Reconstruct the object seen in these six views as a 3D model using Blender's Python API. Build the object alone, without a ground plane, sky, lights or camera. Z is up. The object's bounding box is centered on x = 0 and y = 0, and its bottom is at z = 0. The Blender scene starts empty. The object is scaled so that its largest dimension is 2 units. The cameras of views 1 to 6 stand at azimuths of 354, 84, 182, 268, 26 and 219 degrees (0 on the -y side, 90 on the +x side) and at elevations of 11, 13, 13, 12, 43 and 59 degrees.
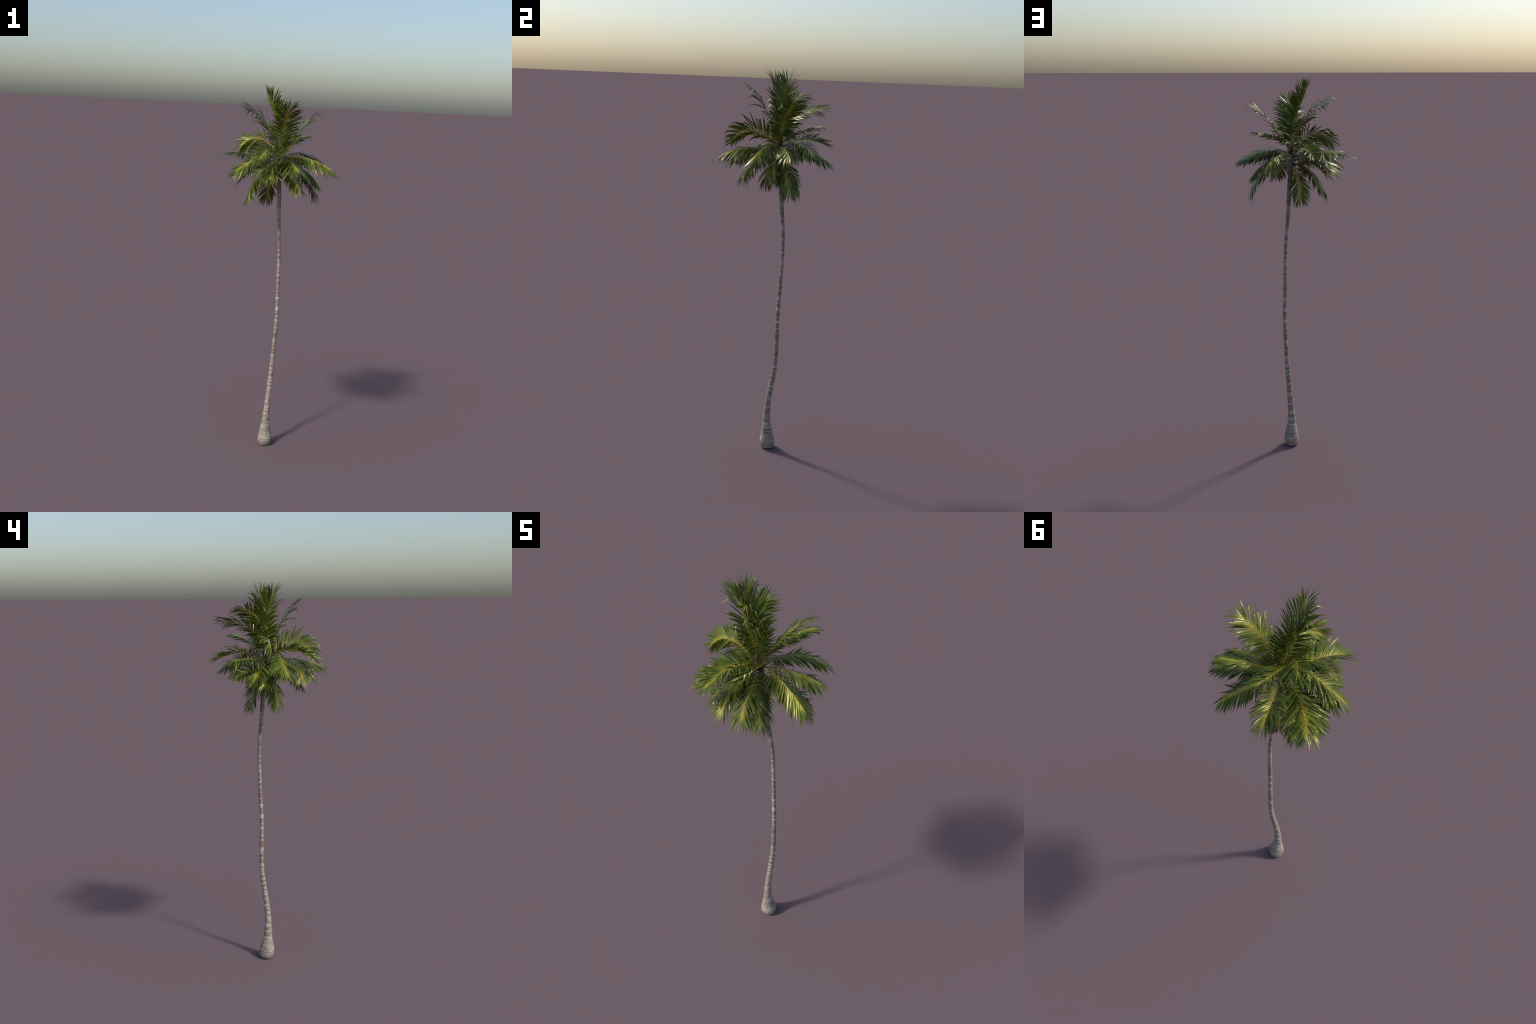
import bpy, bmesh, math, random
from mathutils import Vector, Matrix, noise

RNG = random.Random(20240611)

# ------------------------------------------------------------------ materials
def new_mat(name):
    m = bpy.data.materials.new(name)
    m.use_nodes = True
    nt = m.node_tree
    nt.nodes.clear()
    out = nt.nodes.new('ShaderNodeOutputMaterial')
    bsdf = nt.nodes.new('ShaderNodeBsdfPrincipled')
    nt.links.new(bsdf.outputs[0], out.inputs[0])
    return m, nt, bsdf

def ramp(nt, stops):
    r = nt.nodes.new('ShaderNodeValToRGB')
    els = r.color_ramp.elements
    els[0].position, els[0].color = stops[0][0], (*stops[0][1], 1)
    els[1].position, els[1].color = stops[-1][0], (*stops[-1][1], 1)
    for p, c in stops[1:-1]:
        e = els.new(p)
        e.color = (*c, 1)
    return r

def noise_node(nt, coord, scale, vec_scale=(1, 1, 1), detail=3, rough=0.55):
    mp = nt.nodes.new('ShaderNodeMapping')
    mp.inputs['Scale'].default_value = vec_scale
    nt.links.new(coord, mp.inputs[0])
    n = nt.nodes.new('ShaderNodeTexNoise')
    n.inputs['Scale'].default_value = scale
    n.inputs['Detail'].default_value = detail
    n.inputs['Roughness'].default_value = rough
    nt.links.new(mp.outputs[0], n.inputs['Vector'])
    return n

def mixc(nt, fac, a, b, mode='MIX'):
    m = nt.nodes.new('ShaderNodeMix')
    m.data_type = 'RGBA'
    m.blend_type = mode
    for sock, v in ((m.inputs[0], fac), (m.inputs[6], a), (m.inputs[7], b)):
        if hasattr(v, 'links'):
            nt.links.new(v, sock)
        else:
            sock.default_value = v if not isinstance(v, tuple) else (*v, 1)
    return m.outputs[2]

def leaf_material(name, dark, light, rough):
    m, nt, b = new_mat(name)
    tc = nt.nodes.new('ShaderNodeTexCoord').outputs['Object']
    n1 = noise_node(nt, tc, 26, detail=2)
    r1 = ramp(nt, [(0.3, dark), (0.7, light)])
    nt.links.new(n1.outputs[0], r1.inputs[0])
    n2 = noise_node(nt, tc, 160, detail=2)
    r2 = ramp(nt, [(0.3, (0.78, 0.78, 0.78)), (0.7, (1.15, 1.15, 1.1))])
    nt.links.new(n2.outputs[0], r2.inputs[0])
    col = mixc(nt, 1.0, r1.outputs[0], r2.outputs[0], 'MULTIPLY')
    nt.links.new(col, b.inputs['Base Color'])
    b.inputs['Roughness'].default_value = rough
    b.inputs['Specular IOR Level'].default_value = 0.5
    b.inputs['Specular Tint'].default_value = (1.0, 0.95, 0.42, 1)  # yellow tint colours the highlights like the warm sun glints
    return m

# a family of leaf colours running from the yellow leaflet foot to the green blade
def lerp(a, b, t):
    return tuple(x + (y - x) * t for x, y in zip(a, b))
YELLOW_D, YELLOW_L = (0.300, 0.262, 0.024), (0.480, 0.425, 0.040)
GREEN_D, GREEN_L = (0.042, 0.068, 0.010), (0.110, 0.144, 0.022)
LEAF_STEPS = 6
LEAF = [leaf_material('leaflet_tone_%s' % 'abcdef'[i],
                      lerp(YELLOW_D, GREEN_D, (i / (LEAF_STEPS - 1)) ** 0.6),
                      lerp(YELLOW_L, GREEN_L, (i / (LEAF_STEPS - 1)) ** 0.6), 0.29)
        for i in range(LEAF_STEPS)]

def rachis_material():
    m, nt, b = new_mat('frond_stalk')
    tc = nt.nodes.new('ShaderNodeTexCoord').outputs['Object']
    n1 = noise_node(nt, tc, 18, detail=2)
    r1 = ramp(nt, [(0.3, (0.210, 0.165, 0.020)), (0.7, (0.370, 0.295, 0.034))])
    nt.links.new(n1.outputs[0], r1.inputs[0])
    # stalk colour darkened near the crown centre, where the view looks dark
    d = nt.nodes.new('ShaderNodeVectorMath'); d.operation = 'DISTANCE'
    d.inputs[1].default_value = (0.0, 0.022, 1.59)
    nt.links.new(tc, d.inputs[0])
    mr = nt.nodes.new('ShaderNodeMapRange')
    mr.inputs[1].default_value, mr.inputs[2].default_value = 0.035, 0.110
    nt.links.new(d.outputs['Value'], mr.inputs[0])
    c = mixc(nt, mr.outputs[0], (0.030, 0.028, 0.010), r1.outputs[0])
    nt.links.new(c, b.inputs['Base Color'])
    b.inputs['Roughness'].default_value = 0.45
    b.inputs['Specular IOR Level'].default_value = 0.35
    return m
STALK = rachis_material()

def trunk_material():
    m, nt, b = new_mat('ringed_bark')
    tc = nt.nodes.new('ShaderNodeTexCoord').outputs['Object']
    sep = nt.nodes.new('ShaderNodeSeparateXYZ')
    nt.links.new(tc, sep.inputs[0])
    # broad bands that run nearly round the stem
    n1 = noise_node(nt, tc, 1.0, (9, 9, 70), detail=4, rough=0.62)
    r1 = ramp(nt, [(0.35, (0.215, 0.160, 0.122)), (0.47, (0.315, 0.260, 0.212)),
                   (0.56, (0.440, 0.394, 0.344)), (0.67, (0.640, 0.600, 0.552))])
    nt.links.new(n1.outputs[0], r1.inputs[0])
    # fine streaks
    n2 = noise_node(nt, tc, 1.0, (95, 95, 330), detail=5, rough=0.72)
    r2 = ramp(nt, [(0.30, (0.36, 0.32, 0.29)), (0.44, (0.74, 0.71, 0.68)), (0.54, (1.02, 1.01, 0.99)), (0.7, (1.25, 1.24, 1.22))])
    nt.links.new(n2.outputs[0], r2.inputs[0])
    c = mixc(nt, 1.0, r1.outputs[0], r2.outputs[0], 'MULTIPLY')
    # reddish brown patches
    n3 = noise_node(nt, tc, 1.0, (26, 26, 44), detail=3)
    r3 = ramp(nt, [(0.52, (0, 0, 0)), (0.68, (1, 1, 1))])
    nt.links.new(n3.outputs[0], r3.inputs[0])
    half = nt.nodes.new('ShaderNodeMath'); half.operation = 'MULTIPLY'
    half.inputs[1].default_value = 0.55
    nt.links.new(r3.outputs[0], half.inputs[0])
    c = mixc(nt, half.outputs[0], c, (0.250, 0.155, 0.110))
    # crown shaft end is greyer and darker, foot is a little greyer
    mr = nt.nodes.new('ShaderNodeMapRange')
    mr.inputs[1].default_value, mr.inputs[2].default_value = 1.05, 1.45
    nt.links.new(sep.outputs[2], mr.inputs[0])
    dk = nt.nodes.new('ShaderNodeMath'); dk.operation = 'MULTIPLY'
    dk.inputs[1].default_value = 0.60
    nt.links.new(mr.outputs[0], dk.inputs[0])
    c = mixc(nt, dk.outputs[0], c, (0.150, 0.125, 0.108))
    mf = nt.nodes.new('ShaderNodeMapRange')
    mf.inputs[1].default_value, mf.inputs[2].default_value = 0.20, 0.0
    nt.links.new(sep.outputs[2], mf.inputs[0])
    ft = nt.nodes.new('ShaderNodeMath'); ft.operation = 'MULTIPLY'
    ft.inputs[1].default_value = 0.35
    nt.links.new(mf.outputs[0], ft.inputs[0])
    c = mixc(nt, ft.outputs[0], c, (0.300, 0.270, 0.230))
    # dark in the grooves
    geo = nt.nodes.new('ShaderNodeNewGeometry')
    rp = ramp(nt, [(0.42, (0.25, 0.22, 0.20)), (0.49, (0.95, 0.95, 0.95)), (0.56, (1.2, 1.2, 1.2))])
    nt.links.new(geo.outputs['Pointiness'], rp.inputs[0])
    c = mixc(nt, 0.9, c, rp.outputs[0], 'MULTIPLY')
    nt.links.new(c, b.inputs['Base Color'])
    b.inputs['Roughness'].default_value = 0.85
    b.inputs['Specular IOR Level'].default_value = 0.25
    bump = nt.nodes.new('ShaderNodeBump')
    bump.inputs['Strength'].default_value = 0.8
    bump.inputs['Distance'].default_value = 0.0012
    nt.links.new(n2.outputs[0], bump.inputs['Height'])
    nt.links.new(bump.outputs[0], b.inputs['Normal'])
    return m
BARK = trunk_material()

# ------------------------------------------------------------------ helpers
def cubic(c, t):
    s = 1 - t
    return c[0] * (s * s * s) + c[1] * (3 * s * s * t) + c[2] * (3 * s * t * t) + c[3] * (t * t * t)

def spline(xs, ys):
    """natural cubic spline through (xs, ys)"""
    n = len(xs)
    h = [xs[i + 1] - xs[i] for i in range(n - 1)]
    al = [0] + [3 * ((ys[i + 1] - ys[i]) / h[i] - (ys[i] - ys[i - 1]) / h[i - 1]) for i in range(1, n - 1)] + [0]
    l, mu, z = [1] * n, [0] * n, [0] * n
    for i in range(1, n - 1):
        l[i] = 2 * (xs[i + 1] - xs[i - 1]) - h[i - 1] * mu[i - 1]
        mu[i] = h[i] / l[i]
        z[i] = (al[i] - h[i - 1] * z[i - 1]) / l[i]
    c = [0] * n
    for j in range(n - 2, -1, -1):
        c[j] = z[j] - mu[j] * c[j + 1]
    def f(x):
        i = 0
        while i < n - 2 and x > xs[i + 1]:
            i += 1
        d = x - xs[i]
        b = (ys[i + 1] - ys[i]) / h[i] - h[i] * (c[i + 1] + 2 * c[i]) / 3
        return ys[i] + b * d + c[i] * d * d + (c[i + 1] - c[i]) / (3 * h[i]) * d ** 3
    return f

def piecewise(pts):
    def f(x):
        if x <= pts[0][0]:
            return pts[0][1]
        for (a, va), (b, vb) in zip(pts, pts[1:]):
            if x <= b:
                return va + (vb - va) * (x - a) / (b - a)
        return pts[-1][1]
    return f

def smooth(a, b, x):
    t = min(1, max(0, (x - a) / (b - a)))
    return t * t * (3 - 2 * t)

class Build:
    """collects verts / faces / material indices for one mesh"""
    def __init__(self):
        self.v, self.f, self.m = [], [], []
    def mesh(self, name, mats, sharp=None):
        me = bpy.data.meshes.new(name)
        me.from_pydata(self.v, [], self.f)
        for mt in mats:
            me.materials.append(mt)
        me.polygons.foreach_set('material_index', self.m)
        me.polygons.foreach_set('use_smooth', [True] * len(self.f))
        me.update()
        if sharp:
            me.set_sharp_from_angle(angle=math.radians(sharp))
        return me

def add_object(name, me, parent):
    ob = bpy.data.objects.new(name, me)
    bpy.context.scene.collection.objects.link(ob)
    ob.parent = parent
    return ob

# ------------------------------------------------------------------ the palm
palm = bpy.data.objects.new('palm_tree', None)
bpy.context.scene.collection.objects.link(palm)
palm['label'] = 'tall slender coconut palm with ringed curved trunk and feathery crown'
palm['category'] = 'palm tree'

# ---- trunk: centre line (z, x, y) and radius profile
AXIS = [(0.00, -.0048, .0146), (0.05, -.0037, .0123), (0.10, -.0041, .0091), (0.15, -.0042, .0063),
        (0.20, -.0021, .0057), (0.30, .0060, .0122), (0.40, .0141, .0264), (0.50, .0213, .0369),
        (0.60, .0268, .0383), (0.75, .0324, .0370), (0.90, .0309, .0427), (1.05, .0295, .0481),
        (1.20, .0233, .0467), (1.30, .0152, .0377), (1.40, .0109, .0310), (1.50, .0050, .0254),
        (1.62, .0020, .0220)]
ax = spline([a[0] for a in AXIS], [a[1] for a in AXIS])
ay = spline([a[0] for a in AXIS], [a[2] for a in AXIS])
RADIUS = spline([0, .004, .010, .025, .045, .067, .088, .11, .14, .165, .20, .25, .30, .40, .52, .62, .75, .9, 1.02,
                 1.12, 1.2, 1.26, 1.33, 1.42, 1.5, 1.56, 1.60, 1.625],
                [.0270, .0310, .0345, .0388, .0385, .0344, .0298, .0258, .0214, .0194, .0172, .0156, .0143, .0131,
                 .0110, .0104, .0098, .0094, .0086, .0079, .0081, .0091, .0104, .0111, .0122, .0120, .0085, .0030])
def build_trunk():
    b = Build()
    rng = random.Random(7)
    # leaf scar rings: irregular spacing, each a small step with a groove under it
    rings = [0.0]
    while rings[-1] < 1.63:
        z = rings[-1]
        step = 0.0115 if z > 0.12 else 0.0125
        rings.append(z + step * rng.uniform(0.55, 1.5))
    depth = [rng.uniform(0.35, 1.0) for _ in rings]
    tilt = [(rng.uniform(-1, 1), rng.uniform(0, 6.283)) for _ in rings]
    NZ, NS = 900, 56
    idx = 0
    for i in range(NZ + 1):
        t = i / NZ
        z = 1.625 * (0.55 * t + 0.45 * t * t)          # denser rows near the foot
        while idx < len(rings) - 2 and z > rings[idx + 1]:
            idx += 1
        cx, cy, r = ax(z), ay(z), max(RADIUS(z), .002)
        for k in range(NS):
            a = 2 * math.pi * k / NS
            d = Vector((math.cos(a), math.sin(a), 0))
            # ring phase, made wavy round the stem
            wob = 0.0028 * noise.noise(Vector((d.x * 1.6, d.y * 1.6, z * 14))) * (1.4 if z < .15 else 1)
            zz = z + wob
            j = idx
            while j > 0 and zz < rings[j]:
                j -= 1
            while j < len(rings) - 2 and zz > rings[j + 1]:
                j += 1
            ph = (zz - rings[j]) / (rings[j + 1] - rings[j])
            amp = (0.0012 if z > .14 else 0.0034) * depth[j] * min(1, r / .009)
            prof = (0.75 - ph) if ph > 0.16 else (ph / 0.16 * 1.1 - 0.51)
            lump = 0.0012 * noise.noise(Vector((d.x * 3, d.y * 3, z * 40)) + Vector((5, 1, 3)))
            lump += (0.0022 * noise.noise(Vector((d.x * 1.3, d.y * 1.3, z * 22))) if z < .16 else 0) * smooth(.16, .06, z)
            fine = 0.00045 * noise.noise(Vector((d.x * 9, d.y * 9, z * 260)))
            rr = r + amp * prof * 0.9 + lump * min(1, r / .012) + fine
            zo = z
            if i == 0:
                zo = 0.0
            b.v.append((cx + d.x * rr, cy + d.y * rr, zo))
    for i in range(NZ):
        for k in range(NS):
            k2 = (k + 1) % NS
            b.f.append((i * NS + k, i * NS + k2, (i + 1) * NS + k2, (i + 1) * NS + k))
            b.m.append(0)
    b.f.append(tuple(reversed(range(NS)))); b.m.append(0)
    b.f.append(tuple(NZ * NS + k for k in range(NS))); b.m.append(0)
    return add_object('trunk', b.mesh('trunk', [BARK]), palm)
build_trunk()

# ---- fronds: four bezier control points from the crown out to the tip,
#      then roll (degrees about the stalk) and lift (V angle of the two leaflet rows)
FRONDS = [
    # upright spear fronds
    ([(.0033, .0231, 1.6173), (-.0471, .0024, 1.793), (-.1139, .0763, 1.8648), (-.1992, .1871, 1.8751)], 0, 3),
    ([(.0030, .0254, 1.6108), (.0057, .0247, 1.785), (-.0664, -.0119, 1.8839), (-.0951, -.0225, 1.985)], 0, 40, 0.92, 1.06),
    ([(.0040, .0225, 1.6063), (.0065, .0079, 1.7539), (-.0542, .0418, 1.8663), (-.0857, .0566, 1.986)], 0, 40, 0.92, 1.06),
    ([(-.0055, .0186, 1.6004), (.0058, -.0252, 1.7609), (.0127, -.0811, 1.852), (.032, -.1755, 1.9186)], -10, 2),
    # rising fronds
    ([(-.0019, .0169, 1.6252), (.059, .1001, 1.7182), (.1233, .1696, 1.734), (.2097, .2021, 1.73)], 0, -14, 0.55, 0.9),
    ([(-.0014, .0145, 1.6071), (.0828, .002, 1.7525), (.1321, .0595, 1.834), (.2318, .0613, 1.8606)], 0, 0),
    ([(.0045, .0196, 1.6217), (-.0493, .0336, 1.7812), (-.0852, .1411, 1.8064), (-.0418, .2769, 1.8022)], 0, 8),
    # arching fronds
    ([(.0058, .0229, 1.6129), (-.078, -.1012, 1.7014), (-.0993, -.1786, 1.6513), (-.153, -.2475, 1.5901)], 0, 34),
    ([(.0029, .0254, 1.6051), (.083, -.1043, 1.7266), (.0361, -.1862, 1.7132), (-.0303, -.2381, 1.6055)], 42, 24),
    ([(.0069, .0015, 1.6162), (-.0951, -.0084, 1.7612), (-.1835, .019, 1.7319), (-.2352, -.0142, 1.6178)], -80, -38),
    ([(-.0025, .0206, 1.6234), (-.1437, .0587, 1.6259), (-.2207, .1375, 1.6358), (-.289, .2275, 1.6249)], 0, -16),
    ([(.0051, .0234, 1.6096), (-.0508, .1125, 1.6697), (-.0924, .2096, 1.6541), (-.1257, .2989, 1.5975)], 0, 28),
    # spreading fronds
    ([(-.0036, .0255, 1.593), (-.0442, -.097, 1.6095), (-.0605, -.1851, 1.5671), (-.0853, -.2534, 1.4919)], 0, -12),
    ([(.002, .0245, 1.5982), (.043, -.1267, 1.6344), (.0367, -.2466, 1.5964), (.0771, -.3204, 1.5448)], 0, -28),
    ([(.0036, .0302, 1.6124), (.1047, -.0621, 1.6542), (.2152, -.1028, 1.612), (.2942, -.1584, 1.5424)], 0, -36),
    ([(.0026, .0058, 1.6146), (.1241, .0291, 1.6351), (.2124, .0317, 1.6054), (.2996, .0458, 1.5583)], 0, -34),
    ([(.0076, .0145, 1.6095), (.1013, .0969, 1.6725), (.1862, .1555, 1.6318), (.2786, .147, 1.5642)], 0, -8, 0.85, 0.9),
    ([(.003, .0232, 1.6203), (.0601, .117, 1.6276), (.1029, .2103, 1.5917), (.1447, .2745, 1.5293)], 0, -30),
    ([(.0016, .0203, 1.5947), (-.0688, -.037, 1.6650), (-.1680, -.0448, 1.6200), (-.2620, -.0420, 1.5080)], -10, -14, 0.9, 0.88),
    ([(-.0019, .0229, 1.5859), (-.1075, .0199, 1.6342), (-.1838, .0549, 1.5787), (-.263, .1035, 1.4888)], 0, 0),
    ([(-.0012, .0244, 1.5767), (-.1037, .0658, 1.5925), (-.1715, .1288, 1.5654), (-.2204, .2078, 1.5223)], -20, 0),
    ([(.0043, .0188, 1.5867), (-.0189, -.1494, 1.6403), (-.0938, -.1827, 1.5898), (-.1705, -.1421, 1.4868)], 0, 0),
    ([(.005, .0143, 1.6007), (-.014, -.0586, 1.682), (-.137, -.048, 1.6268), (-.274, -.0944, 1.5151)], -30, -6),
    # drooping lower fronds
    ([(-.0047, .0202, 1.5476), (-.1267, .005, 1.5824), (-.1739, .0249, 1.5455), (-.2182, .0424, 1.4481)], 0, 8),
    ([(.0017, .0231, 1.5631), (.108, -.0191, 1.5998), (.1758, -.0239, 1.5429), (.2332, -.0302, 1.4454)], 0, -30),
    ([(.0038, .0205, 1.5562), (.1511, .0156, 1.5461), (.204, .0478, 1.4735), (.2135, .0543, 1.3601)], 0, -14),
    ([(-.0067, .0257, 1.5649), (-.0414, .0801, 1.4935), (-.0433, .1, 1.4111), (-.0552, .0897, 1.3283)], 0, 6),
    ([(-.002, .0224, 1.5607), (.0338, -.088, 1.5764), (.0729, -.1538, 1.5181), (.1023, -.201, 1.4238)], 0, -26),
    ([(-.0018, .0217, 1.5615), (-.1095, -.0164, 1.5424), (-.1644, -.0301, 1.4613), (-.1942, -.0439, 1.3541)], 0, -40),
]

# leaflet length, spread angle and droop along the leafy part of the stalk
LEAF_LEN = piecewise([(0, .048), (.12, .072), (.30, .097), (.52, .109), (.75, .104), (.88, .090), (.95, .074), (1, .056)])
LEAF_ANG = piecewise([(0, 76), (.15, 66), (.4, 54), (.7, 42), (.88, 27), (1, 9)])
LEAF_WID = piecewise([(0, .0042), (.2, .0063), (.6, .0076), (.85, .0071), (.94, .0046), (1, .0020)])
PER_SIDE = 38
SEG = 11
DOWN = Vector((0, 0, -1))

def leaflet(b, root, d, side, length, width, droop, kink, tone0, rng):
    """one folded lance-shaped leaflet, closed chevron section"""
    pts, p = [], root.copy()
    bend = rng.uniform(.50, .80)
    dirs = []
    for i in range(SEG + 1):
        s = i / SEG
        g = droop * s + kink * smooth(bend, bend + .13, s)
        v = (d + DOWN * g).normalized()
        pts.append(p.copy()); dirs.append(v)
        p = p + v * (length / SEG)
    base = len(b.v)
    tw = rng.gauss(0, .35)
    fold = rng.uniform(.10, .34)
    for i in range(SEG + 1):
        s = i / SEG
        v = dirs[i]
        w = (side - v * side.dot(v)).normalized()
        up = v.cross(w).normalized()
        if up.z < 0 and i == 0:
            pass
        ca, sa = math.cos(tw * s), math.sin(tw * s)
        w, up = w * ca + up * sa, up * ca - w * sa
        prof = min(1, .34 + 2.6 * s) * (1 - smooth(.56, 1.0, s) * .97)
        hw = width * .5 * prof
        q = pts[i]
        ridge = hw * fold
        b.v.append(tuple(q - w * hw - up * ridge))
        b.v.append(tuple(q))
        b.v.append(tuple(q + w * hw - up * ridge))
        b.v.append(tuple(q - up * (.00030 + hw * (fold + .05))))
    for i in range(SEG):
        a, c = base + i * 4, base + i * 4 + 4
        tone = int(min(LEAF_STEPS - 1, max(0, tone0 + (i / SEG) * 15.0)))
        for j in range(4):
            j2 = (j + 1) % 4
            b.f.append((a + j, a + j2, c + j2, c + j)); b.m.append(tone)
    e = base + SEG * 4
    b.f.append((e, e + 1, e + 2, e + 3)); b.m.append(LEAF_STEPS - 1)
    b.f.append((base + 3, base + 2, base + 1, base)); b.m.append(0)

def build_frond(ctrl, roll, lift, seed, sweep=1.0, size=1.0):
    rng = random.Random(seed)
    c = [Vector(p) for p in ctrl]
    N = 120
    P = [cubic(c, i / N) for i in range(N + 1)]
    acc = [0]
    for a, bb in zip(P, P[1:]):
        acc.append(acc[-1] + (bb - a).length)
    L = acc[-1]
    T = [((P[min(i + 1, N)] - P[max(i - 1, 0)]).normalized()) for i in range(N + 1)]
    # rotation-minimising frame, starting with the upper face turned to the sky
    out = Vector((c[3].x - c[0].x, c[3].y - c[0].y, 0)).normalized()
    ref = Vector((0, 0, 1)) if abs(T[0].z) < .9 else (Vector((0, 0, 1)) - out * .0)
    n = ref - T[0] * ref.dot(T[0])
    if n.length < .25:
        n = -out - T[0] * (-out).dot(T[0])
    n.normalize()
    NN = [n]
    for i in range(N):
        n = NN[-1] - T[i + 1] * NN[-1].dot(T[i + 1])
        NN.append(n.normalized())
    # ease the frame toward "sky side up" further out, then roll
    for i in range(N + 1):
        up = Vector((0, 0, 1)) - T[i] * T[i].z
        if up.length > .3:
            NN[i] = (NN[i] * .4 + up.normalized() * .6 * up.length).normalized()
        a = math.radians(roll) * smooth(0, .28, i / N)
        bi = T[i].cross(NN[i])
        NN[i] = (NN[i] * math.cos(a) + bi * math.sin(a)).normalized()
    def at(s):
        x = s * L
        i = 0
        lo, hi = 0, N
        while hi - lo > 1:
            mid = (lo + hi) // 2
            if acc[mid] <= x: lo = mid
            else: hi = mid
        f = (x - acc[lo]) / max(1e-9, acc[hi] - acc[lo])
        f = min(1, max(0, f))
        t = T[lo].lerp(T[hi], f).normalized()
        nn = NN[lo].lerp(NN[hi], f)
        nn = (nn - t * nn.dot(t)).normalized()
        return P[lo].lerp(P[hi], f), t, nn
    tip_s = 1 - .058 / L                       # the stalk ends, the last leaflets run on
    # stalk
    sb = Build()
    rad = piecewise([(0, .0052), (.06, .0036), (.2, .0026), (.6, .0017), (1, .0007)])
    rows, K = 40, 8
    for i in range(rows + 1):
        s = i / rows * tip_s
        p, t, nn = at(s)
        bi = t.cross(nn)
        r = rad(i / rows)
        for k in range(K):
            a = 2 * math.pi * k / K
            q = p + (bi * math.cos(a) * 1.25 + nn * math.sin(a) * .85) * r
            sb.v.append(tuple(q))
    for i in range(rows):
        for k in range(K):
            k2 = (k + 1) % K
            sb.f.append((i * K + k, i * K + k2, (i + 1) * K + k2, (i + 1) * K + k)); sb.m.append(0)
    sb.f.append(tuple(reversed(range(K)))); sb.m.append(0)
    sb.f.append(tuple(rows * K + k for k in range(K))); sb.m.append(0)
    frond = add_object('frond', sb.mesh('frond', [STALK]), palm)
    # leaflets
    start = .13
    scale = min(1.08, max(.86, L / .345))
    made = []
    for sgn in (-1, 1):
        u = rng.uniform(0, .02)
        cl = rng.uniform(0, 6.28)
        for i in range(PER_SIDE):
            u = (i + rng.uniform(-.28, .28)) / (PER_SIDE - 1)
            u = min(1, max(0, u))
            s = start + (tip_s - start) * u
            p, t, nn = at(s)
            bi = t.cross(nn) * sgn
            ang = math.radians(LEAF_ANG(u) * sweep + rng.gauss(0, 4))
            lf = math.radians(lift + rng.gauss(0, 10) + 6 * math.sin(cl + u * 9))
            lat = bi * math.cos(lf) + nn * math.sin(lf)
            d = t * math.cos(ang) + lat * math.sin(ang)
            side = (t * math.sin(ang) - lat * math.cos(ang)) * sgn
            ln = LEAF_LEN(u) * scale * size * rng.uniform(.88, 1.1)
            wd = LEAF_WID(u) * rng.uniform(.8, 1.15)
            dr = rng.uniform(.15, .50)
            kk = max(0, rng.gauss(.55, .55)) * (1 if u < .9 else .35)
            tone = rng.uniform(.4, 1.6) + 1.3 * (1 - smooth(.55, 1, u)) - 1.0 * smooth(.88, 1, u)
            root = p + bi * rad(u) * .9 + nn * rad(u) * .35
            made.append((ln * wd, root, d, side, ln, wd, dr, kk, tone, rng.random()))
    order = sorted(range(len(made)), key=lambda k: -made[k][0])
    big = set(order[:10])
    rest = Build()
    for k, mk in enumerate(made):
        r2 = random.Random(int(mk[9] * 1e9))
        if k in big:
            lb = Build()
            leaflet(lb, *mk[1:9], r2)
            add_object('leaflet', lb.mesh('leaflet', LEAF, 50), frond)
        else:
            leaflet(rest, *mk[1:9], r2)
    ob = add_object('leaflet_fringe', rest.mesh('leaflet_fringe', LEAF, 50), frond)
    ob['kind'] = 'stuff'

for i, (ctrl, roll, lift, *shape) in enumerate(FRONDS):
    build_frond(ctrl, roll, lift, 100 + i, *shape)
